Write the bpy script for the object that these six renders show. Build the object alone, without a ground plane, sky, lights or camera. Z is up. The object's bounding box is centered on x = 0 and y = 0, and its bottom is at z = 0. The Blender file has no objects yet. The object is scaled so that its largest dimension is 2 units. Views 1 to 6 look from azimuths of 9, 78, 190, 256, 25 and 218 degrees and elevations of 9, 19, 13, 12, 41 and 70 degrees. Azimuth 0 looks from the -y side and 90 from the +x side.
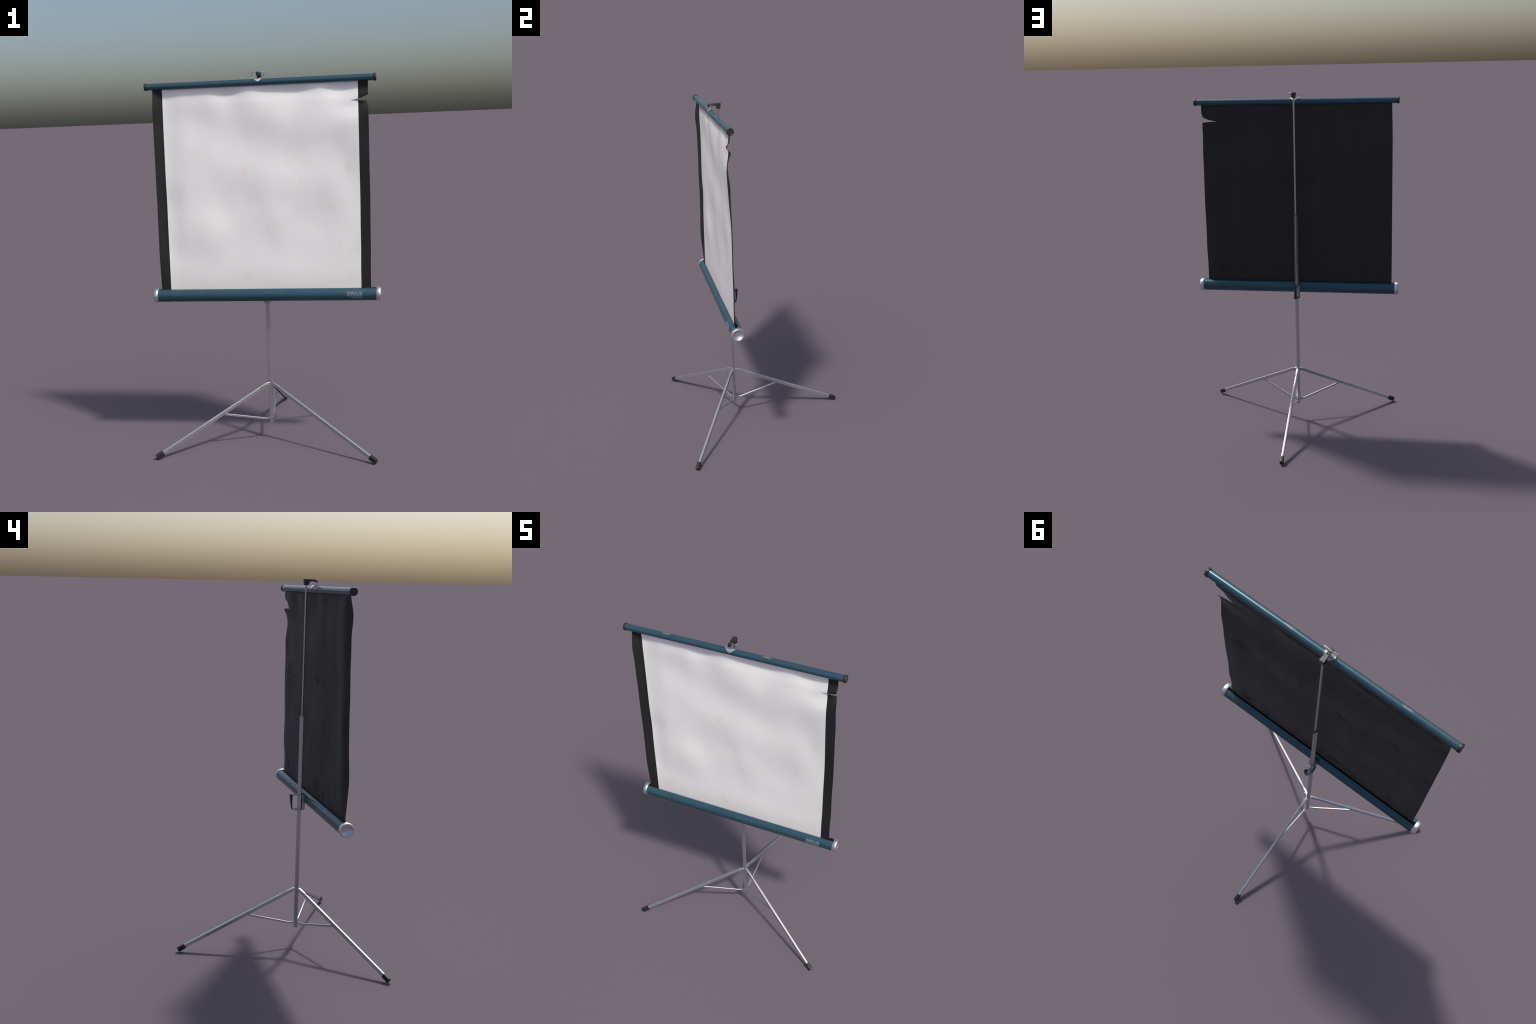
# Portable tripod projection screen: tripod stand, telescopic pole, spring case
# with slot, torn matte-white fabric with black borders, and a top hanging bar.
import bpy, bmesh, math
from mathutils import Vector, Matrix, noise

rad = math.radians
POST_Y = -0.1660            # pole axis
BAR_Y, BAR_Z = -0.2110, 1.9470   # top bar axis
CASE_Y, CASE_Z = -0.2260, 0.8300 # case axis
R_BAR, R_CASE = 0.0175, 0.0347


# ------------------------------------------------------------------ materials
class Nodes:
    def __init__(self, name):
        self.mat = bpy.data.materials.new(name)
        self.mat.use_nodes = True
        self.nt = self.mat.node_tree
        self.bsdf = self.nt.nodes["Principled BSDF"]
        self.co = self.nt.nodes.new("ShaderNodeTexCoord").outputs["Object"]

    def n(self, typ, ins=None, **props):
        nd = self.nt.nodes.new(typ)
        for k, v in props.items():
            setattr(nd, k, v)
        for k, v in (ins or {}).items():
            self.put(nd.inputs[k], v)
        return nd

    def put(self, sock, v):
        if hasattr(v, "is_output"):
            self.nt.links.new(v, sock)
        elif isinstance(v, (tuple, list)) and len(v) == 3 and sock.type == 'RGBA':
            sock.default_value = (*v, 1)
        else:
            sock.default_value = v

    def mapping(self, scale=(1, 1, 1), loc=(0, 0, 0), rot=(0, 0, 0)):
        return self.n("ShaderNodeMapping", {"Vector": self.co, "Scale": scale,
                      "Location": loc, "Rotation": rot}).outputs[0]

    def noise(self, scale, vec=None, detail=4, rough=0.55):
        return self.n("ShaderNodeTexNoise", {"Vector": vec or self.co, "Scale": scale,
                      "Detail": detail, "Roughness": rough}).outputs["Fac"]

    def ramp(self, fac, a, b, lo=0.0, hi=1.0):
        return self.n("ShaderNodeMapRange", {0: fac, 1: a, 2: b, 3: lo, 4: hi},
                      interpolation_type='SMOOTHSTEP').outputs[0]

    def math(self, op, a, b=0.0):
        return self.n("ShaderNodeMath", {0: a, 1: b}, operation=op).outputs[0]

    def mix(self, fac, a, b):
        nd = self.n("ShaderNodeMix", data_type='RGBA')
        self.put(nd.inputs[0], fac)
        self.put(nd.inputs[6], a)
        self.put(nd.inputs[7], b)
        return nd.outputs[2]

    def xyz(self):
        return self.n("ShaderNodeSeparateXYZ", {0: self.co}).outputs

    def blob(self, centre, size):
        """1 at the centre, falling to 0 at an ellipsoid of the given half sizes."""
        v = self.n("ShaderNodeVectorMath", {0: self.co, 1: centre}, operation='SUBTRACT').outputs[0]
        v = self.n("ShaderNodeVectorMath", {0: v, 1: size}, operation='DIVIDE').outputs[0]
        d = self.n("ShaderNodeVectorMath", {0: v}, operation='LENGTH').outputs["Value"]
        return self.ramp(d, 1.0, 0.0)

    def bump(self, h, strength, dist):
        self.put(self.bsdf.inputs["Normal"], self.n("ShaderNodeBump",
                 {"Height": h, "Strength": strength, "Distance": dist}).outputs[0])

    def done(self, color, rough, metal=0.0, spec=0.5):
        self.put(self.bsdf.inputs["Base Color"], color)
        self.put(self.bsdf.inputs["Roughness"], rough)
        self.put(self.bsdf.inputs["Metallic"], metal)
        self.put(self.bsdf.inputs["Specular IOR Level"], spec)
        return self.mat


def metal_mat(name, col, rough, stretch=(1, 1, 1), metal=1.0):
    m = Nodes(name)
    a = m.noise(14, m.mapping(stretch), 3)
    c = m.mix(m.ramp(a, 0.3, 0.7), col, tuple(x * 0.92 for x in col))
    r = m.ramp(a, 0.3, 0.75, rough - 0.03, rough + 0.05)
    return m.done(c, r, metal)


def paint_mat(name, chips=(), dusty=()):
    m = Nodes(name)
    big = m.noise(5.0, m.mapping((1, 2, 2)), 3)
    mid = m.noise(26.0, m.mapping((0.6, 1, 1)), 5)
    fine = m.noise(130.0, m.mapping((0.5, 1, 1)), 3)
    c = m.mix(m.ramp(big, 0.35, 0.65), (0.034, 0.088, 0.124), (0.040, 0.099, 0.121))
    c = m.mix(m.math('MULTIPLY', m.ramp(mid, 0.48, 0.72), 0.22), c, (0.052, 0.108, 0.142))
    # dark pits and scratches
    pit = m.math('MULTIPLY', m.ramp(fine, 0.66, 0.72), m.ramp(mid, 0.52, 0.66))
    c = m.mix(m.math('MULTIPLY', pit, 0.75), c, (0.012, 0.026, 0.040))
    scr = m.noise(60.0, m.mapping((0.25, 1, 1), rot=(0, rad(28), rad(20))), 2)
    scr = m.math('MULTIPLY', m.ramp(scr, 0.68, 0.74), m.ramp(big, 0.45, 0.6))
    c = m.mix(m.math('MULTIPLY', scr, 0.5), c, (0.014, 0.030, 0.046))
    # scuffed patches where the paint has rubbed through
    edge = m.noise(70.0, m.mapping((0.55, 1, 1)), 6, 0.65)
    rubs = None
    for cen, size, power in [(*k, 0.85) for k in chips] + [(*k, 0.08) for k in dusty]:
        f = m.math('ADD', m.blob(cen, size), m.math('MULTIPLY', m.math('SUBTRACT', edge, 0.5), 3.4))
        f = m.math('MULTIPLY', m.math('MULTIPLY', m.ramp(f, 0.42, 0.95), m.ramp(m.blob(cen, size), 0.0, 0.25)), power)
        rubs = f if rubs is None else m.math('MAXIMUM', rubs, f)
    if rubs is not None:
        c = m.mix(rubs, c, (0.23, 0.215, 0.195))
    m.bump(big, 0.05, 0.001)
    metal = 0.38 if rubs is None else m.ramp(rubs, 0.0, 0.3, 0.38, 0.0)
    return m.done(c, m.ramp(big, 0.3, 0.7, 0.235, 0.275), metal, 0.5)


def plain_mat(name, col, rough, spec=0.5, var=0.25, scale=60):
    m = Nodes(name)
    c = m.mix(m.ramp(m.noise(scale), 0.3, 0.7), col, tuple(x * (1 + var) for x in col))
    return m.done(c, rough, 0.0, spec)


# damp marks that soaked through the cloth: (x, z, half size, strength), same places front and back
STAINS = [(dx + x, dz + z, s, p) for dx in (-0.545, 0.0) for dz in (-0.56, 0.0)
          for x, z, s, p in ((0.460, 1.492, 0.055, 0.9), (0.335, 1.468, 0.028, 0.7), (0.132, 1.532, 0.032, 0.5),
                             (0.236, 1.530, 0.024, 0.4), (0.020, 1.440, 0.030, 0.4), (0.180, 1.585, 0.028, 0.4))]


def white_fabric_mat():
    m = Nodes("matte_white_coating")
    base = (0.890, 0.888, 0.880)
    soft = m.noise(4.0, None, 3)
    c = m.mix(m.ramp(soft, 0.35, 0.7), base, (0.858, 0.855, 0.852))
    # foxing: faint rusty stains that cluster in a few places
    where = m.noise(3.4, m.mapping((1, 1, 1), (3.1, 0, 1.7)), 2)
    spots = m.noise(26.0, m.mapping((1, 1, 0.8), (0.4, 0, 2.2)), 5, 0.6)
    f = m.math('MULTIPLY', m.ramp(where, 0.42, 0.66), m.ramp(spots, 0.54, 0.72))
    for x, z, s, p in STAINS:
        b = m.math('MULTIPLY', m.blob((x, -0.22, z), (s, 0.2, s)), m.ramp(spots, 0.40, 0.60))
        f = m.math('MAXIMUM', f, m.math('MULTIPLY', b, p))
    c = m.mix(m.math('MULTIPLY', f, 0.38), c, (0.82, 0.66, 0.54))
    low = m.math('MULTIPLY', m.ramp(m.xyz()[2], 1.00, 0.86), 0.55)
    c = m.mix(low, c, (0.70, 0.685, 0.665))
    fleck = m.ramp(m.noise(120.0, m.mapping((1, 1, 0.5), (0.2, 0, 0.9)), 2), 0.735, 0.78)
    c = m.mix(m.math('MULTIPLY', fleck, 0.45), c, (0.45, 0.42, 0.40))
    m.bump(m.noise(420.0, None, 2), 0.12, 0.0005)
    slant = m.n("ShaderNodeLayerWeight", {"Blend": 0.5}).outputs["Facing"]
    c = m.mix(m.ramp(slant, 0.45, 0.95, 0.0, 0.55), c, (0.50, 0.485, 0.485))   # tinted darker edge-on, for the light lost at grazing view
    return m.done(c, 0.42, 0.0, 0.85)


SHEEN = 0.16


def black_fabric_mat():
    m = Nodes("black_backing_cloth")
    streak = m.noise(16.0, m.mapping((1, 1, 0.12)), 4)
    cloud = m.noise(3.0, None, 3)
    c = m.mix(m.ramp(streak, 0.35, 0.7), (0.0160, 0.0158, 0.0162), (0.0185, 0.0182, 0.0182))
    c = m.mix(m.math('MULTIPLY', m.ramp(cloud, 0.40, 0.7), 0.5), c, (0.0150, 0.0156, 0.0168))
    blot = m.noise(15.0, m.mapping((1, 1, 0.7), (1.3, 0, 0.4)), 6, 0.62)
    mask = m.ramp(m.noise(4.0, m.mapping((1, 1, 1), (5, 0, 2)), 2), 0.46, 0.62)
    c = m.mix(m.math('MULTIPLY', m.math('MULTIPLY', m.ramp(blot, 0.56, 0.66), mask), 0.8), c, (0.0150, 0.0150, 0.0155))
    dull = None
    ragged = m.noise(38.0, m.mapping((1, 1, 0.7), (2.3, 0, 0.4), (0, rad(35), 0)), 5, 0.62)
    for x, z, s, p in STAINS:
        core = m.blob((x, -0.22, z), (s * 1.25, 0.2, s * 1.35))
        b = m.math('ADD', core, m.math('MULTIPLY', m.math('SUBTRACT', ragged, 0.5), 3.0))
        b = m.math('MULTIPLY', m.ramp(b, 0.35, 0.75), m.ramp(core, 0.0, 0.2))
        b = m.math('MULTIPLY', b, min(0.9, p + 0.15))
        dull = b if dull is None else m.math('MAXIMUM', dull, b)
    # back's base colour set lighter than the front borders, plus nap there
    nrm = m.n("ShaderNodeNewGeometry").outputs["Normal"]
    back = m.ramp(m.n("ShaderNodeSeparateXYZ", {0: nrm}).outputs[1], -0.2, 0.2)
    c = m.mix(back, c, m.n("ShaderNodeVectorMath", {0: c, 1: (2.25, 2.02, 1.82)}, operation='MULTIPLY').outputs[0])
    # the marks have lost their sheen, so they only show at a slant
    c = m.mix(m.math('MULTIPLY', m.math('MULTIPLY', dull, back), 0.24), c, (0.012, 0.013, 0.014))
    dull = m.math('MAXIMUM', dull, m.math('MULTIPLY', m.ramp(blot, 0.54, 0.66), m.math('MULTIPLY', mask, 0.8)))
    grazing_sheen = m.math('MULTIPLY', m.ramp(dull, 0.0, 1.0, SHEEN, 0.2 * SHEEN), m.math('MULTIPLY', back, m.ramp(streak, 0.3, 0.7, 0.9, 1.1)))
    m.put(m.bsdf.inputs["Sheen Weight"], grazing_sheen)
    m.bsdf.inputs["Sheen Roughness"].default_value = 0.35
    m.put(m.bsdf.inputs["Sheen Tint"], (1.0, 0.97, 0.95))
    return m.done(c, 0.70, 0.0, 0.25)


STEEL = metal_mat("brushed_aluminium", (0.58, 0.59, 0.58), 0.34, (1, 1, 0.15), 0.88)
STEEL_LEG = metal_mat("bright_aluminium_leg", (0.61, 0.615, 0.61), 0.33, (0.15, 1, 1), 0.88)
CHROME = metal_mat("chrome_fitting", (0.74, 0.735, 0.73), 0.20)
GREYMETAL = metal_mat("dull_grey_metal", (0.45, 0.45, 0.46), 0.34)
CAPMETAL = metal_mat("satin_cap_metal", (0.72, 0.715, 0.72), 0.42)
RUBBER = plain_mat("black_rubber", (0.0125, 0.0125, 0.012), 0.45)
PLASTIC = plain_mat("black_plastic", (0.020, 0.020, 0.020), 0.42)
DARK = plain_mat("dark_roller", (0.006, 0.006, 0.006), 0.9, 0.1)  # coloured near-black so the slot shows the case's unlit inside
PRINT = plain_mat("pale_print", (0.135, 0.180, 0.205), 0.5, 0.4, 0.25, 150)
PAINT_BAR = paint_mat("blue_enamel_bar",
                      chips=[((-0.361, -0.212, 1.9640), (0.050, 0.0105, 0.03)),
                             ((0.195, -0.2125, 1.9640), (0.048, 0.0105, 0.03))],
                      dusty=[((0.005, -0.20, 1.962), (0.05, 0.01, 0.03))])
PAINT_CASE = paint_mat("blue_enamel_case",
                       dusty=[((0.30, -0.20, 0.852), (0.05, 0.014, 0.02)), ((-0.22, -0.20, 0.855), (0.04, 0.012, 0.02)),
                              ((-0.33, -0.245, 0.850), (0.10, 0.02, 0.012)), ((0.05, -0.25, 0.848), (0.12, 0.02, 0.010)),
                              ((0.52, -0.19, 0.84), (0.06, 0.02, 0.03))])
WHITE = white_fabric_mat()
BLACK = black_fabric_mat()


# ------------------------------------------------------------------- geometry
def link(name, me, mat, parent, smooth=35, pos=None):
    if mat is not None and not me.materials:
        me.materials.append(mat)
    if smooth:
        me.shade_smooth()
        me.set_sharp_from_angle(angle=rad(smooth))
    ob = bpy.data.objects.new(name, me)
    bpy.context.scene.collection.objects.link(ob)
    ob.parent = parent
    if pos is not None:
        ob.location = pos
    return ob


def from_bm(name, bm):
    bmesh.ops.recalc_face_normals(bm, faces=bm.faces)
    me = bpy.data.meshes.new(name)
    bm.to_mesh(me)
    bm.free()
    return me


def from_py(name, verts, faces):
    bm = bmesh.new()
    vs = [bm.verts.new(v) for v in verts]
    for f in faces:
        try:
            bm.faces.new([vs[i] for i in f])
        except ValueError:
            pass
    return from_bm(name, bm)


def loft(name, rings, closed_ring=True, caps=True):
    n = len(rings[0])
    verts = [p for r in rings for p in r]
    faces = []
    m = n if closed_ring else n - 1
    for i in range(len(rings) - 1):
        for j in range(m):
            k = (j + 1) % n
            faces.append((i * n + j, i * n + k, (i + 1) * n + k, (i + 1) * n + j))
    if caps:
        faces.append(tuple(range(n)))
        faces.append(tuple((len(rings) - 1) * n + j for j in range(n)))
    return from_py(name, verts, faces)


def turn_x(name, profile, cy, cz, seg=64):
    """Turn a profile of (x, radius) points round an axis parallel to x."""
    rings = []
    for x, r in profile:
        r = max(r, 1e-5)
        rings.append([(x, cy + r * math.sin(2 * math.pi * j / seg), cz + r * math.cos(2 * math.pi * j / seg))
                      for j in range(seg)])
    return loft(name, rings)


def rounded_tri(face_d, corner_d, bevel=0.0009, cy=POST_Y):
    """Three-sided tube section: flats at azimuth 0/120/240, blunt corners between."""
    pts = []
    for k in range(6):
        a1, d1 = rad(60 * k), (face_d if k % 2 == 0 else corner_d)
        a2, d2 = rad(60 * (k + 1)), (corner_d if k % 2 == 0 else face_d)
        n1, n2 = (math.sin(a1), -math.cos(a1)), (math.sin(a2), -math.cos(a2))
        det = n1[0] * n2[1] - n1[1] * n2[0]
        pts.append(Vector(((d1 * n2[1] - n1[1] * d2) / det, (n1[0] * d2 - d1 * n2[0]) / det)))
    out = []
    for i, p in enumerate(pts):                       # soften the six edges
        a, b = pts[i - 1], pts[(i + 1) % 6]
        p1, p2 = p + (a - p).normalized() * bevel, p + (b - p).normalized() * bevel
        for t in (0, 0.5, 1):
            q = p1 * (1 - t) ** 2 + p * 2 * t * (1 - t) + p2 * t * t
            out.append((q.x, q.y + cy))
    return out


def prism_z(name, sec, z0, z1, hole=None):
    if hole is None:
        return loft(name, [[(x, y, z) for x, y in sec] for z in (z0, z1)])
    rings = [[(x, y, z) for x, y in s] for s, z in ((sec, z0), (sec, z1), (hole, z1), (hole, z0), (sec, z0))]
    return loft(name, rings, caps=False)


def cylinder_between(name, a, b, r, seg=20, bev=0.0):
    a, b = Vector(a), Vector(b)
    d = (b - a).normalized()
    s = d.orthogonal().normalized()
    t = d.cross(s)
    L = (b - a).length
    prof = [(0, r), (L, r)] if not bev else [(0, r - bev), (bev * 0.3, r - bev * 0.3), (bev, r), (L - bev, r), (L - bev * 0.3, r - bev * 0.3), (L, r - bev)]
    rings = [[tuple(a + d * h + (s * math.cos(2 * math.pi * j / seg) + t * math.sin(2 * math.pi * j / seg)) * rr)
              for j in range(seg)] for h, rr in prof]
    return loft(name, rings)


def plate(name, outline, to3d, depth, bevel=0.0):
    """Extrude a 2D outline; to3d(u, v, w) places the point, w runs 0..depth."""
    n = len(outline)
    verts = [to3d(u, v, 0) for u, v in outline] + [to3d(u, v, depth) for u, v in outline]
    faces = [tuple(range(n)), tuple(range(n, 2 * n))] + [(i, (i + 1) % n, n + (i + 1) % n, n + i) for i in range(n)]
    bm = bmesh.new()
    vs = [bm.verts.new(v) for v in verts]
    for f in faces:
        bm.faces.new([vs[i] for i in f])
    bmesh.ops.recalc_face_normals(bm, faces=bm.faces)
    if bevel:
        es = [e for e in bm.edges if len(e.link_faces) == 2 and e.calc_face_angle(0) > rad(30)]
        bmesh.ops.bevel(bm, geom=es, offset=bevel, segments=2, profile=0.6, affect='EDGES', clamp_overlap=True)
    return from_bm(name, bm)


def join(name, meshes):
    bm = bmesh.new()
    for me in meshes:
        bm.from_mesh(me)
        bpy.data.meshes.remove(me)
    me = bpy.data.meshes.new(name)
    bm.to_mesh(me)
    bm.free()
    return me


def tube_path(name, pts, r, seg=12):
    """Round wire along a polyline (corner points already rounded)."""
    pts = [Vector(p) for p in pts]
    rings = []
    up = None
    for i, p in enumerate(pts):
        d = (pts[min(i + 1, len(pts) - 1)] - pts[max(i - 1, 0)]).normalized()
        if up is None:
            up = d.orthogonal().normalized()
        up = (up - d * up.dot(d)).normalized()
        s = d.cross(up)
        rings.append([tuple(p + (up * math.cos(2 * math.pi * j / seg) + s * math.sin(2 * math.pi * j / seg)) * r)
                      for j in range(seg)])
    return loft(name, rings)


def round_corners(pts, rad_, seg=5):
    pts = [Vector(p) for p in pts]
    out = [pts[0]]
    for a, p, b in zip(pts, pts[1:], pts[2:]):
        k = min(rad_, (a - p).length * 0.45, (b - p).length * 0.45)
        p1, p2 = p + (a - p).normalized() * k, p + (b - p).normalized() * k
        for i in range(seg + 1):
            t = i / seg
            out.append(p1 * (1 - t) ** 2 + p * 2 * t * (1 - t) + p2 * t * t)
    out.append(pts[-1])
    return out


def channel_section(w, h, wall, rnd, seg=5):
    """Inverted U: list of (side, up) with up measured from the top downwards."""
    def shell(w, h, r):
        pts = [(-w / 2, -h)]
        for i in range(seg + 1):
            a = rad(180 - 90 * i / seg)
            pts.append((-w / 2 + r + r * math.cos(a), -r + r * math.sin(a)))
        for i in range(seg + 1):
            a = rad(90 - 90 * i / seg)
            pts.append((w / 2 - r + r * math.cos(a), -r + r * math.sin(a)))
        pts.append((w / 2, -h))
        return pts
    outer = shell(w, h, rnd)
    inner = [(x, y - wall) for x, y in shell(w - 2 * wall, h - wall, max(rnd - wall, 0.0004))]
    return outer + inner[::-1]


def channel(name, path, wall=0.0012, rnd=0.003):
    """Sweep an inverted U along a path in the local xz plane: (x, z, width, height)."""
    rings = []
    P = [Vector((p[0], p[1])) for p in path]
    for i, (x, z, w, h) in enumerate(path):
        d1 = (P[i] - P[i - 1]).normalized() if i else (P[1] - P[0]).normalized()
        d2 = (P[i + 1] - P[i]).normalized() if i + 1 < len(P) else d1
        d = (d1 + d2).normalized()
        up = Vector((-d.y, d.x))
        k = 1 / max(0.5, up.dot(Vector((-d1.y, d1.x))))
        rings.append([(x + up.x * v * k, s, z + up.y * v * k) for s, v in channel_section(w, h, wall, min(rnd, w * 0.42))])
    return loft(name, rings)


def pchip(xs, ys, x):
    """Monotone-ish cubic through control points (xs ascending)."""
    if x <= xs[0]:
        return ys[0]
    if x >= xs[-1]:
        return ys[-1]
    i = max(j for j in range(len(xs) - 1) if xs[j] <= x)
    h = xs[i + 1] - xs[i]

    def slope(j):
        if j == 0 or j == len(xs) - 1:
            a = 1 if j == 0 else j
            return (ys[a] - ys[a - 1]) / (xs[a] - xs[a - 1])
        return (ys[j + 1] - ys[j - 1]) / (xs[j + 1] - xs[j - 1])
    t = (x - xs[i]) / h
    return ((2 * t ** 3 - 3 * t ** 2 + 1) * ys[i] + (t ** 3 - 2 * t ** 2 + t) * h * slope(i)
            + (-2 * t ** 3 + 3 * t ** 2) * ys[i + 1] + (t ** 3 - t ** 2) * h * slope(i + 1))


def sstep(a, b, x):
    t = min(1, max(0, (x - a) / (b - a)))
    return t * t * (3 - 2 * t)


# ---------------------------------------------------------------- root object
root = bpy.data.objects.new("projection_screen", None)
bpy.context.scene.collection.objects.link(root)
root.location = (0, POST_Y, 0)
root["label"] = "worn portable projector screen on a three legged metal stand"
root["category"] = "projection screen"


def add(name, me, mat, parent=None, smooth=35):
    """Meshes are modelled in world space; keep them there under the root."""
    me.transform(Matrix.Translation((0, -POST_Y, 0)))
    ob = link(name, me, mat, parent or root, smooth)
    return ob


# Object coordinates are taken from each mesh's own origin (the foot of the pole),
# so shift the hand-placed marks of the world-space materials by the same amount.
def shift_marks(mat):
    for nd in mat.node_tree.nodes:
        if nd.type == 'VECT_MATH' and nd.operation == 'SUBTRACT':  # blob centres
            v = nd.inputs[1].default_value
            v[1] -= POST_Y


for mm in (PAINT_BAR, PAINT_CASE, WHITE, BLACK):
    shift_marks(mm)

# ------------------------------------------------------------------- the stand
SEC = rounded_tri(0.0080, 0.0125)
SEC_IN = rounded_tri(0.0068, 0.0110, 0.0007)
post = add("pole", prism_z("pole", SEC, 0.092, 1.286, SEC_IN), STEEL, None, 45)
add("extension_rod", cylinder_between("extension_rod", (0, POST_Y - 0.001, 1.10), (0, POST_Y - 0.001, 1.975), 0.0055, 24), STEEL)
add("pole_collar", prism_z("pole_collar", rounded_tri(0.0093, 0.0139), 1.2815, 1.2905, rounded_tri(0.0072, 0.0112)), GREYMETAL, post)
add("latch_tab", plate("latch_tab", [(-0.0035, 0), (0.0035, 0), (0.0028, 0.011), (-0.0028, 0.011)],
    lambda u, v, w: (u, POST_Y + 0.0115 + v * 0.80, 1.2775 + v * 0.55 + w), 0.0011), GREYMETAL, post)

COL_IN = rounded_tri(0.0078, 0.0122)
hub = add("leg_hub", prism_z("leg_hub", rounded_tri(0.0096, 0.0142, 0.0015), 0.304, 0.3250, COL_IN), STEEL)
ring = add("strut_hub", prism_z("strut_hub", rounded_tri(0.0092, 0.0138, 0.0012), 0.1145, 0.1265, COL_IN), STEEL)

TOP_R, TOP_Z = 0.0250, 0.3250      # bend of the hub bracket (top surface)
H_LEG, W_LEG = 0.0195, 0.0136
TIP_R, TIP_Z = 0.6665, 0.0118      # centre of the foot's end face
slope = math.atan2(TOP_Z - 0.0105 - TIP_Z, TIP_R - TOP_R)
dirv = Vector((math.cos(slope), 0, -math.sin(slope)))
upv = Vector((math.sin(slope), 0, math.cos(slope)))
tip = Vector((TIP_R, 0, TIP_Z))
LEG_LEN = (TIP_R - TOP_R) / math.cos(slope)


def on_leg(back, up=0.0, side=0.0):
    return tip - dirv * back + upv * up + Vector((0, side, 0))


def leg_path():
    out = []
    for back, w in ((LEG_LEN - 0.010, 0.0082), (LEG_LEN - 0.034, 0.0082), (LEG_LEN - 0.050, 0.0095), (LEG_LEN - 0.075, 0.0116),
                    (LEG_LEN - 0.110, W_LEG), (0.3, W_LEG), (0.012, W_LEG)):
        p = on_leg(back, H_LEG / 2 + 0.0005)
        out.append((p.x, p.z, w, H_LEG))
    return out


leg_me = channel("leg", leg_path(), 0.0011, 0.0034)

arm_end = on_leg(LEG_LEN - 0.030, 0.0107)
arm_me = channel("hub_arm", [(0.0085, TOP_Z, 0.0130, 0.0195), (TOP_R, TOP_Z, 0.0130, 0.0195),
                             (arm_end.x, arm_end.z, 0.0122, 0.0190),
                             (arm_end.x + dirv.x * .005, arm_end.z + dirv.z * .005, 0.0118, 0.0120)], 0.0012, 0.0024)
riv = on_leg(LEG_LEN - 0.004, 0.001)
rivet_me = cylinder_between("rivet", riv + Vector((0, -0.0086, 0)), riv + Vector((0, 0.0086, 0)), 0.0027, 14, 0.0010)

strut_a, strut_b = Vector((0.0335, 0, 0.1245)), Vector((0.2740, 0, 0.1900))
sd = (strut_b - strut_a).normalized()
spath = []
for t, w, h in ((-0.006, 0.0052, 0.0095), (0.006, 0.0056, 0.0100), (0.014, 0.0076, 0.0104),
                (0.225, 0.0076, 0.0104), ((strut_b - strut_a).length, 0.0064, 0.0095)):
    p = strut_a + sd * t
    spath.append((p.x, p.z, w, h))
strut_me = channel("strut", spath, 0.0009, 0.0022)


def fork():
    parts = []
    for s in (-1, 1):
        out = [(0.0080, -0.0050), (0.0300, -0.0052), (0.0350, -0.0040), (0.0368, 0.0), (0.0350, 0.0040), (0.0300, 0.0050), (0.0080, 0.0050)]
        parts.append(plate("p", out, lambda u, v, w, s=s: (u, s * (0.0034 + w), 0.1205 + v), 0.0011, 0.0003))
    parts.append(cylinder_between("r", (0.0325, -0.0060, 0.1205), (0.0325, 0.0060, 0.1205), 0.0018, 12, 0.0006))
    return join("strut_fork", parts)


fork_me = fork()


def foot_block():
    L, W, H = 0.043, 0.0205, 0.0255
    rings = []
    for d, k in ((L, 0.93), (L - 0.002, 0.97), (0.006, 1.0), (0.0015, 0.97), (0.0, 0.86)):
        sec = []
        for sx, sz in ((1, 1), (-1, 1), (-1, -1), (1, -1)):      # rounded rectangle
            for i in range(4):
                a0 = {(1, 1): 0, (-1, 1): 90, (-1, -1): 180, (1, -1): 270}[(sx, sz)]
                a = rad(a0 + 30 * i)
                r = 0.0045 if sz > 0 else 0.003
                sec.append((sx * (W / 2 - r) + r * math.cos(a), sz * (H / 2 - r) + r * math.sin(a)))
        rings.append([tuple(on_leg(d, v * k, u * k)) for u, v in sec])
    return loft("foot_cap", rings)


foot_me = foot_block()
def weigh(ob):
    """Keep flat walls flat: face-weighted normals."""
    md = ob.modifiers.new("flat_walls", 'WEIGHTED_NORMAL')
    md.keep_sharp = True
    md.weight = 90


for ob in (post, hub, ring):
    weigh(ob)
for me, mt in ((leg_me, STEEL_LEG), (arm_me, STEEL_LEG), (rivet_me, CHROME), (strut_me, STEEL_LEG), (fork_me, STEEL), (foot_me, RUBBER)):
    me.materials.append(mt)
    me.shade_smooth()
    me.set_sharp_from_angle(angle=rad(40))
for az in (60, 180, 300):
    # local +x of the leg meshes points along this azimuth (0 = -y, 90 = +x)
    ang = rad(az - 90)

    def put(name, me, parent, turn):
        ob = bpy.data.objects.new(name, me)
        bpy.context.scene.collection.objects.link(ob)
        ob.parent = parent
        if turn:
            ob.rotation_euler = (0, 0, ang)
        weigh(ob)
        return ob
    leg = put("leg", leg_me, root, True)
    put("foot_cap", foot_me, leg, False)
    put("hub_arm", arm_me, leg, False)
    put("rivet", rivet_me, leg, False)
    put("strut", strut_me, leg, False)
    put("strut_fork", fork_me, leg, False)

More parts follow.
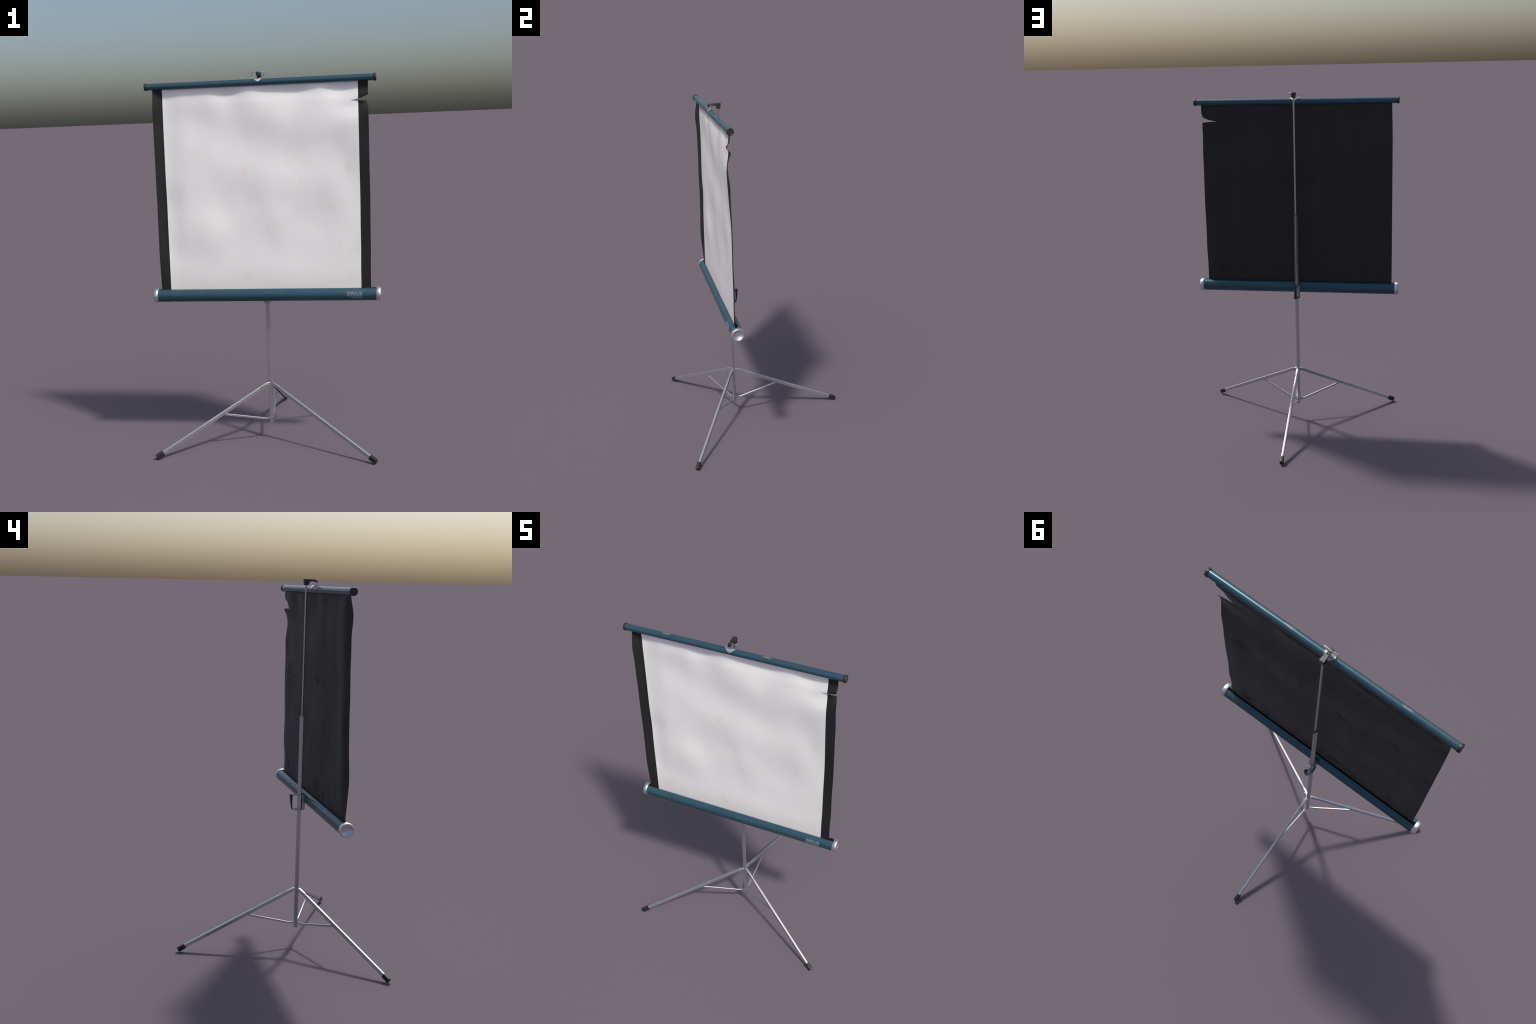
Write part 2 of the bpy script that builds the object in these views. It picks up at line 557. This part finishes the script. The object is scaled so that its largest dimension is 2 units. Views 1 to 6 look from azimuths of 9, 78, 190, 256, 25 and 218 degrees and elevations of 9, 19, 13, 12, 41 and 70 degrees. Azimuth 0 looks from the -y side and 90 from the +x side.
# ------------------------------------------------------------ case clamp bracket
cl = []
top_out = [(-0.0065, -0.127), (0.0065, -0.127), (0.0105, -0.138), (0.0165, -0.156), (0.0185, -0.166), (0.0180, -0.194), (-0.0180, -0.194),
           (-0.0185, -0.166), (-0.0165, -0.156), (-0.0105, -0.138)]
cl.append(plate("t", top_out, lambda u, v, w: (u, v, 0.8560 + w + (v + 0.16) * -0.05), 0.0055, 0.0012))
bot_out = [(-0.0068, -0.128), (0.0068, -0.128), (0.0135, -0.134), (0.0185, -0.150), (0.0190, -0.166), (0.0165, -0.189), (-0.0165, -0.189),
           (-0.0190, -0.166), (-0.0185, -0.150), (-0.0135, -0.134)]
cl.append(plate("b", bot_out, lambda u, v, w: (u, v, 0.7745 + w), 0.0055, 0.0012))
for s in (-1, 1):
    side = [(-0.1745, 0.7780), (-0.1745, 0.8100), (-0.1770, 0.8250), (-0.1745, 0.8580), (-0.1935, 0.8580), (-0.1890, 0.7780)]
    cl.append(plate("s", side, lambda u, v, w, s=s: (s * (0.0180 - w), u, v), 0.0022, 0.0006))
    cl.append(cylinder_between("k", (s * 0.006, -0.135, 0.8615), (s * 0.006, -0.135, 0.8650), 0.0026, 12, 0.0008))
cl.append(plate("f", [(-0.0172, 0.780), (0.0172, 0.780), (0.0172, 0.858), (-0.0172, 0.858)], lambda u, v, w: (u, -0.1885 - w, v), 0.0040, 0.0006))
clamp = add("clamp_bracket", join("clamp_bracket", cl), GREYMETAL, None, 22)
lever = [(-0.1105, 0.8600), (-0.1250, 0.8600), (-0.1240, 0.8300), (-0.1238, 0.8000), (-0.1250, 0.7880), (-0.1300, 0.7810), (-0.1320, 0.7762),
         (-0.1270, 0.7765), (-0.1228, 0.7800), (-0.1195, 0.7870), (-0.1170, 0.8000), (-0.1135, 0.8300)]
add("clamp_lever", plate("clamp_lever", lever, lambda u, v, w: (w - 0.0070, u, v), 0.0140, 0.0012), PLASTIC, clamp)

# ------------------------------------------------------------------- hook head
def head():
    top = [(-0.2245, 1.9990)]
    for g in (-0.2145, -0.2030, -0.1930):            # notches for the bail
        top += [(g - 0.0024, 2.0), (g - 0.0019, 1.9955), (g + 0.0019, 1.9955), (g + 0.0024, 2.0)]
    prof = top + [(-0.1545, 2.0), (-0.1532, 1.9985), (-0.1560, 1.9720), (-0.1585, 1.9690), (-0.1755, 1.9690), (-0.1775, 1.9710),
                  (-0.1805, 1.9800), (-0.1830, 1.9850), (-0.1865, 1.9875), (-0.2060, 1.9880), (-0.2130, 1.9868), (-0.2185, 1.9835),
                  (-0.2215, 1.9805), (-0.2258, 1.9818), (-0.2265, 1.9900), (-0.2258, 1.9970)]

    def half(y):
        return 0.0075 + 0.0040 * sstep(-0.205, -0.160, y)
    n = len(prof)
    verts = [(half(y), y, z) for y, z in prof] + [(-half(y), y, z) for y, z in prof]
    faces = [tuple(range(n)), tuple(range(n, 2 * n))] + [(i, (i + 1) % n, n + (i + 1) % n, n + i) for i in range(n)]
    me = from_py("hanging_hook", verts, faces)
    bm = bmesh.new()
    bm.from_mesh(me)
    es = [e for e in bm.edges if abs(e.verts[0].co.x - e.verts[1].co.x) < 0.006 and e.calc_face_angle(0) > rad(60)]
    bmesh.ops.bevel(bm, geom=es, offset=0.0007, segments=2, profile=0.6, affect='EDGES', clamp_overlap=True)
    bm.to_mesh(me)
    bm.free()
    return me


add("hanging_hook", head(), PLASTIC, None, 20)

# --------------------------------------------------------------------- top bar
bar = add("top_bar", turn_x("top_bar", [(-0.593, R_BAR), (-0.3, R_BAR), (0, R_BAR), (0.3, R_BAR), (0.593, R_BAR)], BAR_Y, BAR_Z), PAINT_BAR)
for s in (-1, 1):
    prof = [(0.5905, 0.0170), (0.5905, 0.0190), (0.5915, 0.0196), (0.5965, 0.0197), (0.5972, 0.0188), (0.5984, 0.0188), (0.5991, 0.0195), (0.6020, 0.0195), (0.6040, 0.0189), (0.6050, 0.0178), (0.6050, 0.0150), (0.6043, 0.0140), (0.6043, 0.0)]
    add("end_cap", turn_x("end_cap", [(s * x, r) for x, r in prof], BAR_Y, BAR_Z), PLASTIC, bar)


def saddle():
    """Pressed metal saddle wrapped over the bar, tapering to its two eyelets."""
    NU, NV = 36, 28
    rings_o, rings_i = [], []
    half = 0.0285
    for i in range(NU + 1):
        u = -1 + 2 * i / NU
        a = abs(u)
        phi = rad(10 + 72 * (1 - a ** 1.45) ** 1.1)
        ro, ri = [], []
        for j in range(NV + 1):
            t = -1 + 2 * j / NV
            p = phi * t
            lift = 0.0006 + 0.0030 * math.exp(-(p / rad(26)) ** 2)
            for lst, extra in ((ro, 0.0013), (ri, 0.0)):
                r = R_BAR + lift + extra
                lst.append((u * half, BAR_Y - r * math.sin(p), BAR_Z + r * math.cos(p)))
        rings_o.append(ro)
        rings_i.append(ri)
    return loft("hanging_saddle", [o + n[::-1] for o, n in zip(rings_o, rings_i)])


add("hanging_saddle", saddle(), CAPMETAL, bar, 50)
wire = round_corners([(-0.0215, -0.2105, 1.9685), (-0.0272, -0.2110, 1.9685), (-0.0335, -0.2140, 1.9975), (0.0335, -0.2140, 1.9975),
                      (0.0272, -0.2110, 1.9685), (0.0215, -0.2105, 1.9685)], 0.0038)
add("hanging_bail", tube_path("hanging_bail", wire, 0.0018), CHROME, bar, 60)

# ------------------------------------------------------------------------ case
def case_tube():
    """Tube with a slot along the top; section angle 0 is straight up, + to the back."""
    a0 = math.asin(0.0085 / R_CASE)                  # back lip
    a1 = 2 * math.pi - math.asin(0.0085 / R_CASE)    # front lip
    seg = 72
    sec = []
    for r, order in ((R_CASE, range(seg + 1)), (R_CASE - 0.0016, range(seg, -1, -1))):
        for i in order:
            a = a0 + (a1 - a0) * i / seg
            sec.append((CASE_Y + r * math.sin(a), CASE_Z + r * math.cos(a)))
    return loft("case", [[(x, y, z) for y, z in sec] for x in (-0.590, -0.3, 0.0, 0.3, 0.590)])


case = add("case", case_tube(), PAINT_CASE)
add("roller", turn_x("roller", [(-0.584, 0.0300), (0.584, 0.0300)], CASE_Y, CASE_Z - 0.0025, 40), DARK, case)
for s in (-1, 1):
    prof = [(0.5865, 0.0335), (0.5865, 0.0362), (0.5872, 0.0370), (0.6000, 0.0372), (0.6060, 0.0368), (0.6098, 0.0352), (0.6110, 0.0328),
            (0.6106, 0.0305), (0.6084, 0.0270), (0.6052, 0.0222), (0.6024, 0.0170), (0.6004, 0.0115), (0.5996, 0.0085), (0.5996, 0.0066), (0.6003, 0.0044), (0.6007, 0.0022), (0.6008, 0.0)]
    add("end_cap", turn_x("end_cap", [(s * x, r) for x, r in prof], CASE_Y, CASE_Z, 72), CAPMETAL, case, 60)


# ------------------------------------------------------------ printed lettering
def wrap_on_case(bm, lift=0.0003):
    """Bend a flat print (x = along, y = elevation angle in degrees) round the case front."""
    for v in bm.verts:
        a = rad(v.co.y)
        r = R_CASE + lift
        v.co = Vector((v.co.x, CASE_Y - r * math.cos(a), CASE_Z + r * math.sin(a)))


def text_mesh(word, x0, x1, e0, e1, bold):
    cu = bpy.data.curves.new("lettering", 'FONT')
    cu.body = word
    cu.offset = bold
    cu.space_character = 1.14
    cu.resolution_u = 4
    ob = bpy.data.objects.new("lettering", cu)
    bpy.context.scene.collection.objects.link(ob)
    dg = bpy.context.evaluated_depsgraph_get()
    me = bpy.data.meshes.new_from_object(ob.evaluated_get(dg))
    bpy.data.objects.remove(ob)
    bpy.data.curves.remove(cu)
    bm = bmesh.new()
    bm.from_mesh(me)
    bpy.data.meshes.remove(me)
    xs = [v.co.x for v in bm.verts]
    ys = [v.co.y for v in bm.verts]
    for v in bm.verts:
        v.co = Vector((x0 + (v.co.x - min(xs)) / (max(xs) - min(xs)) * (x1 - x0),
                       e0 + (v.co.y - min(ys)) / (max(ys) - min(ys)) * (e1 - e0), 0))
    for k in range(1, int((e1 - e0) / 3) + 1):
        bmesh.ops.bisect_plane(bm, geom=bm.verts[:] + bm.edges[:] + bm.faces[:], plane_co=(0, e0 + 3 * k, 0), plane_no=(0, 1, 0))
    return bm


def finish_print(bm):
    wrap_on_case(bm)
    bmesh.ops.recalc_face_normals(bm, faces=bm.faces)
    ret = bmesh.ops.extrude_face_region(bm, geom=bm.faces[:])
    c = Vector((0, CASE_Y, CASE_Z))
    for v in [g for g in ret["geom"] if isinstance(g, bmesh.types.BMVert)]:
        d = v.co - c
        d.x = 0
        v.co -= d.normalized() * 0.0006
    return from_bm("lettering", bm)


add("lettering", finish_print(text_mesh("SIRIUS", 0.4335, 0.5140, -1.0, 31.0, 0.042)), PRINT, case, 25)
add("lettering", finish_print(text_mesh("steering", 0.4580, 0.5140, -34.0, -12.0, 0.030)), PRINT, case, 25)
bm = bmesh.new()
for k in range(3):
    vs = [bm.verts.new((x, e, 0)) for x, e in ((0.4345, -9.6 + 2 * k), (0.5130, -9.6 + 2 * k), (0.5130, -7.6 + 2 * k), (0.4345, -7.6 + 2 * k))]
    bm.faces.new(vs)
bmesh.ops.remove_doubles(bm, verts=bm.verts, dist=1e-6)
add("underline", finish_print(bm), PRINT, case, 25)

# ---------------------------------------------------------------------- fabric
# Depth (y) of the hanging sheet: control profiles (z, y) at a few columns.
COLUMNS = [
    (-0.567, [(0.845, -0.2285), (0.87, -0.2290), (0.96, -0.2350), (1.06, -0.2400), (1.22, -0.2335), (1.36, -0.2295), (1.45, -0.2280),
              (1.55, -0.2245), (1.65, -0.2235), (1.743, -0.2220), (1.84, -0.2275), (1.925, -0.2125), (1.95, -0.211)]),
    (-0.515, [(0.845, -0.2290), (0.96, -0.2250), (1.16, -0.2205), (1.34, -0.2130), (1.44, -0.2122), (1.55, -0.2090), (1.75, -0.2045),
              (1.84, -0.2065), (1.90, -0.2065), (1.93, -0.2090), (1.95, -0.211)]),
    (-0.400, [(0.845, -0.2290), (1.00, -0.2270), (1.20, -0.2235), (1.45, -0.2170), (1.70, -0.2100), (1.84, -0.2070), (1.90, -0.2050), (1.95, -0.211)]),
    (-0.150, [(0.845, -0.2295), (1.00, -0.2270), (1.20, -0.2215), (1.45, -0.2150), (1.70, -0.2115), (1.84, -0.2090), (1.90, -0.2050), (1.95, -0.211)]),
    (0.100, [(0.845, -0.2295), (1.00, -0.2275), (1.20, -0.2240), (1.45, -0.2185), (1.70, -0.2135), (1.84, -0.2095), (1.90, -0.2050), (1.95, -0.211)]),
    (0.350, [(0.845, -0.2295), (1.00, -0.2265), (1.20, -0.2225), (1.45, -0.2170), (1.70, -0.2165), (1.84, -0.2110), (1.90, -0.2050), (1.95, -0.211)]),
    (0.511, [(0.845, -0.2295), (1.05, -0.2235), (1.24, -0.2200), (1.41, -0.2158), (1.56, -0.2222), (1.64, -0.2245), (1.73, -0.2245),
             (1.80, -0.2140), (1.84, -0.2130), (1.88, -0.2085), (1.91, -0.2060), (1.95, -0.211)]),
    (0.567, [(0.845, -0.2300), (0.96, -0.2305), (1.05, -0.2250), (1.20, -0.2265), (1.33, -0.2225), (1.45, -0.2198), (1.56, -0.2220),
             (1.65, -0.2203), (1.75, -0.2282), (1.80, -0.2210), (1.84, -0.2165), (1.90, -0.2085), (1.95, -0.211)]),
]
COL_X = [c[0] for c in COLUMNS]
COL_P = [([p[0] for p in c[1]], [p[1] for p in c[1]]) for c in COLUMNS]
# Soft dents (x, z, size, slope): the slope tips the cloth away from (-) or toward (+) the upper right.
DENTS = [(-0.02, 1.72, 0.085, -0.034), (-0.31, 1.79, 0.06, -0.022), (0.20, 1.65, 0.10, -0.032), (0.40, 1.69, 0.07, -0.018),
         (-0.06, 1.39, 0.085, -0.028), (-0.46, 1.38, 0.07, -0.012), (0.29, 1.31, 0.11, -0.026), (0.04, 1.15, 0.10, -0.026),
         (-0.33, 1.13, 0.08, -0.024), (0.33, 1.08, 0.08, -0.012),
         (-0.37, 1.68, 0.07, 0.022), (-0.16, 1.56, 0.08, 0.018), (0.14, 1.50, 0.07, 0.018), (0.36, 1.50, 0.08, 0.024),
         (-0.27, 1.22, 0.08, 0.020), (0.12, 1.04, 0.09, 0.018), (0.22, 1.18, 0.07, 0.016), (0.13, 1.80, 0.06, 0.020), (-0.42, 1.55, 0.07, 0.014)]
LIT = Vector((0.51, 0.86))
TEAR_X, TEAR_Z = 0.468, 1.834


def depth(x, z):
    ys = [pchip(zs, v, z) for zs, v in COL_P]
    y = pchip(COL_X, ys, x)
    for dx, dz, s, k in DENTS:
        s *= 1.15
        q = Vector((x - dx, z - dz))
        y += 1.75 * k * q.dot(LIT) * math.exp(-q.length_squared / (2 * s * s))
    env = sstep(0.855, 0.98, z)
    y += env * 0.0013 * noise.noise(Vector((x * 8.0 + z * 2.4, z * 2.4, 3.3)))
    y += env * 0.0005 * noise.noise(Vector((x * 17.0 - z * 6.0, z * 9.0, 8.7)))   # fine uneven dents          # long vertical folds
    # scalloped sag just below the bar
    g = math.exp(-((1.93 - z) / 0.085) ** 2) * sstep(1.937, 1.90, z)
    y += g * (0.0034 * math.cos(2 * math.pi * (x + 0.19) / 0.33) + 0.0020 * math.sin(2 * math.pi * x / 0.19 + 0.7)) * sstep(0.56, 0.50, abs(x))
    return y


def sheet_point(x, z, side, off):
    """side: +1 above the tear, -1 below, 0 elsewhere."""
    y = depth(x, z)
    zz, xx = z, x
    edge = sstep(0.40, 0.565, abs(x))
    # slight wander of the side edges
    if x < 0:
        xx -= edge * (0.004 * sstep(1.93, 1.70, z) - 0.001)
    else:
        xx += edge * (0.0015 * noise.noise(Vector((0.3, z * 5, 1))) - 0.0025 * sstep(1.10, 0.95, z) - 0.0015)
    if x > TEAR_X and side:
        t = (x - TEAR_X) / (0.565 - TEAR_X)
        if side > 0:
            f = math.exp(-((z - TEAR_Z) / 0.034) ** 2)
            zz += f * (0.0140 * t + 0.0130 * t ** 3)
            y -= f * 0.0128 * t ** 1.7
        else:
            f = math.exp(-((z - TEAR_Z) / 0.030) ** 2)
            zz += f * (0.0020 * t - 0.0070 * t * t)
            y += f * 0.0125 * t ** 1.7
            xx -= f * 0.0060 * t ** 3
    return Vector((xx, y, zz)), off


def make_sheet(name, x_lo, x_hi, n_x, y_front, y_back):
    """Closed thin solid; y offsets are measured from the sheet's middle surface."""
    xs = sorted(set([round(x_lo + (x_hi - x_lo) * i / n_x, 5) for i in range(n_x + 1)] + [TEAR_X]))
    zs = [0.845 + (TEAR_Z - 0.845) * i / 110 for i in range(111)]
    zu = [TEAR_Z + (1.934 - TEAR_Z) * i / 26 for i in range(27)]
    bm = bmesh.new()

    def lay(off):
        low = [[None] * len(xs) for _ in zs]
        up = [[None] * len(xs) for _ in zu]
        for rows, grid, side in ((zs, low, -1), (zu, up, 1)):
            for i, z in enumerate(rows):
                for j, x in enumerate(xs):
                    if side == 1 and i == 0 and x <= TEAR_X:
                        up[0][j] = low[-1][j]
                        continue
                    p, _ = sheet_point(x, z, side, off)
                    grid[i][j] = bm.verts.new((p.x, p.y + off, p.z))
        return low, up
    fr, bk = lay(y_front), lay(y_back)
    for a, b in zip(fr, bk):
        for i in range(len(a) - 1):
            for j in range(len(xs) - 1):
                bm.faces.new((a[i][j], a[i][j + 1], a[i + 1][j + 1], a[i + 1][j]))
                bm.faces.new((b[i][j], b[i + 1][j], b[i + 1][j + 1], b[i][j + 1]))
    bm.edges.ensure_lookup_table()

    def wall(la, lb):
        for i in range(len(la) - 1):
            if la[i] is la[i + 1]:
                continue
            try:
                bm.faces.new((la[i], la[i + 1], lb[i + 1], lb[i]))
            except ValueError:
                pass
    k = xs.index(TEAR_X)
    for j in (0, len(xs) - 1):
        for q in (0, 1):
            wall([r[j] for r in fr[q]], [r[j] for r in bk[q]])
    wall(fr[0][0], bk[0][0])
    wall(fr[1][-1], bk[1][-1])
    wall(fr[0][-1][k:], bk[0][-1][k:])
    wall([fr[0][-1][k]] + fr[1][0][k + 1:], [bk[0][-1][k]] + bk[1][0][k + 1:])
    return from_bm(name, bm)


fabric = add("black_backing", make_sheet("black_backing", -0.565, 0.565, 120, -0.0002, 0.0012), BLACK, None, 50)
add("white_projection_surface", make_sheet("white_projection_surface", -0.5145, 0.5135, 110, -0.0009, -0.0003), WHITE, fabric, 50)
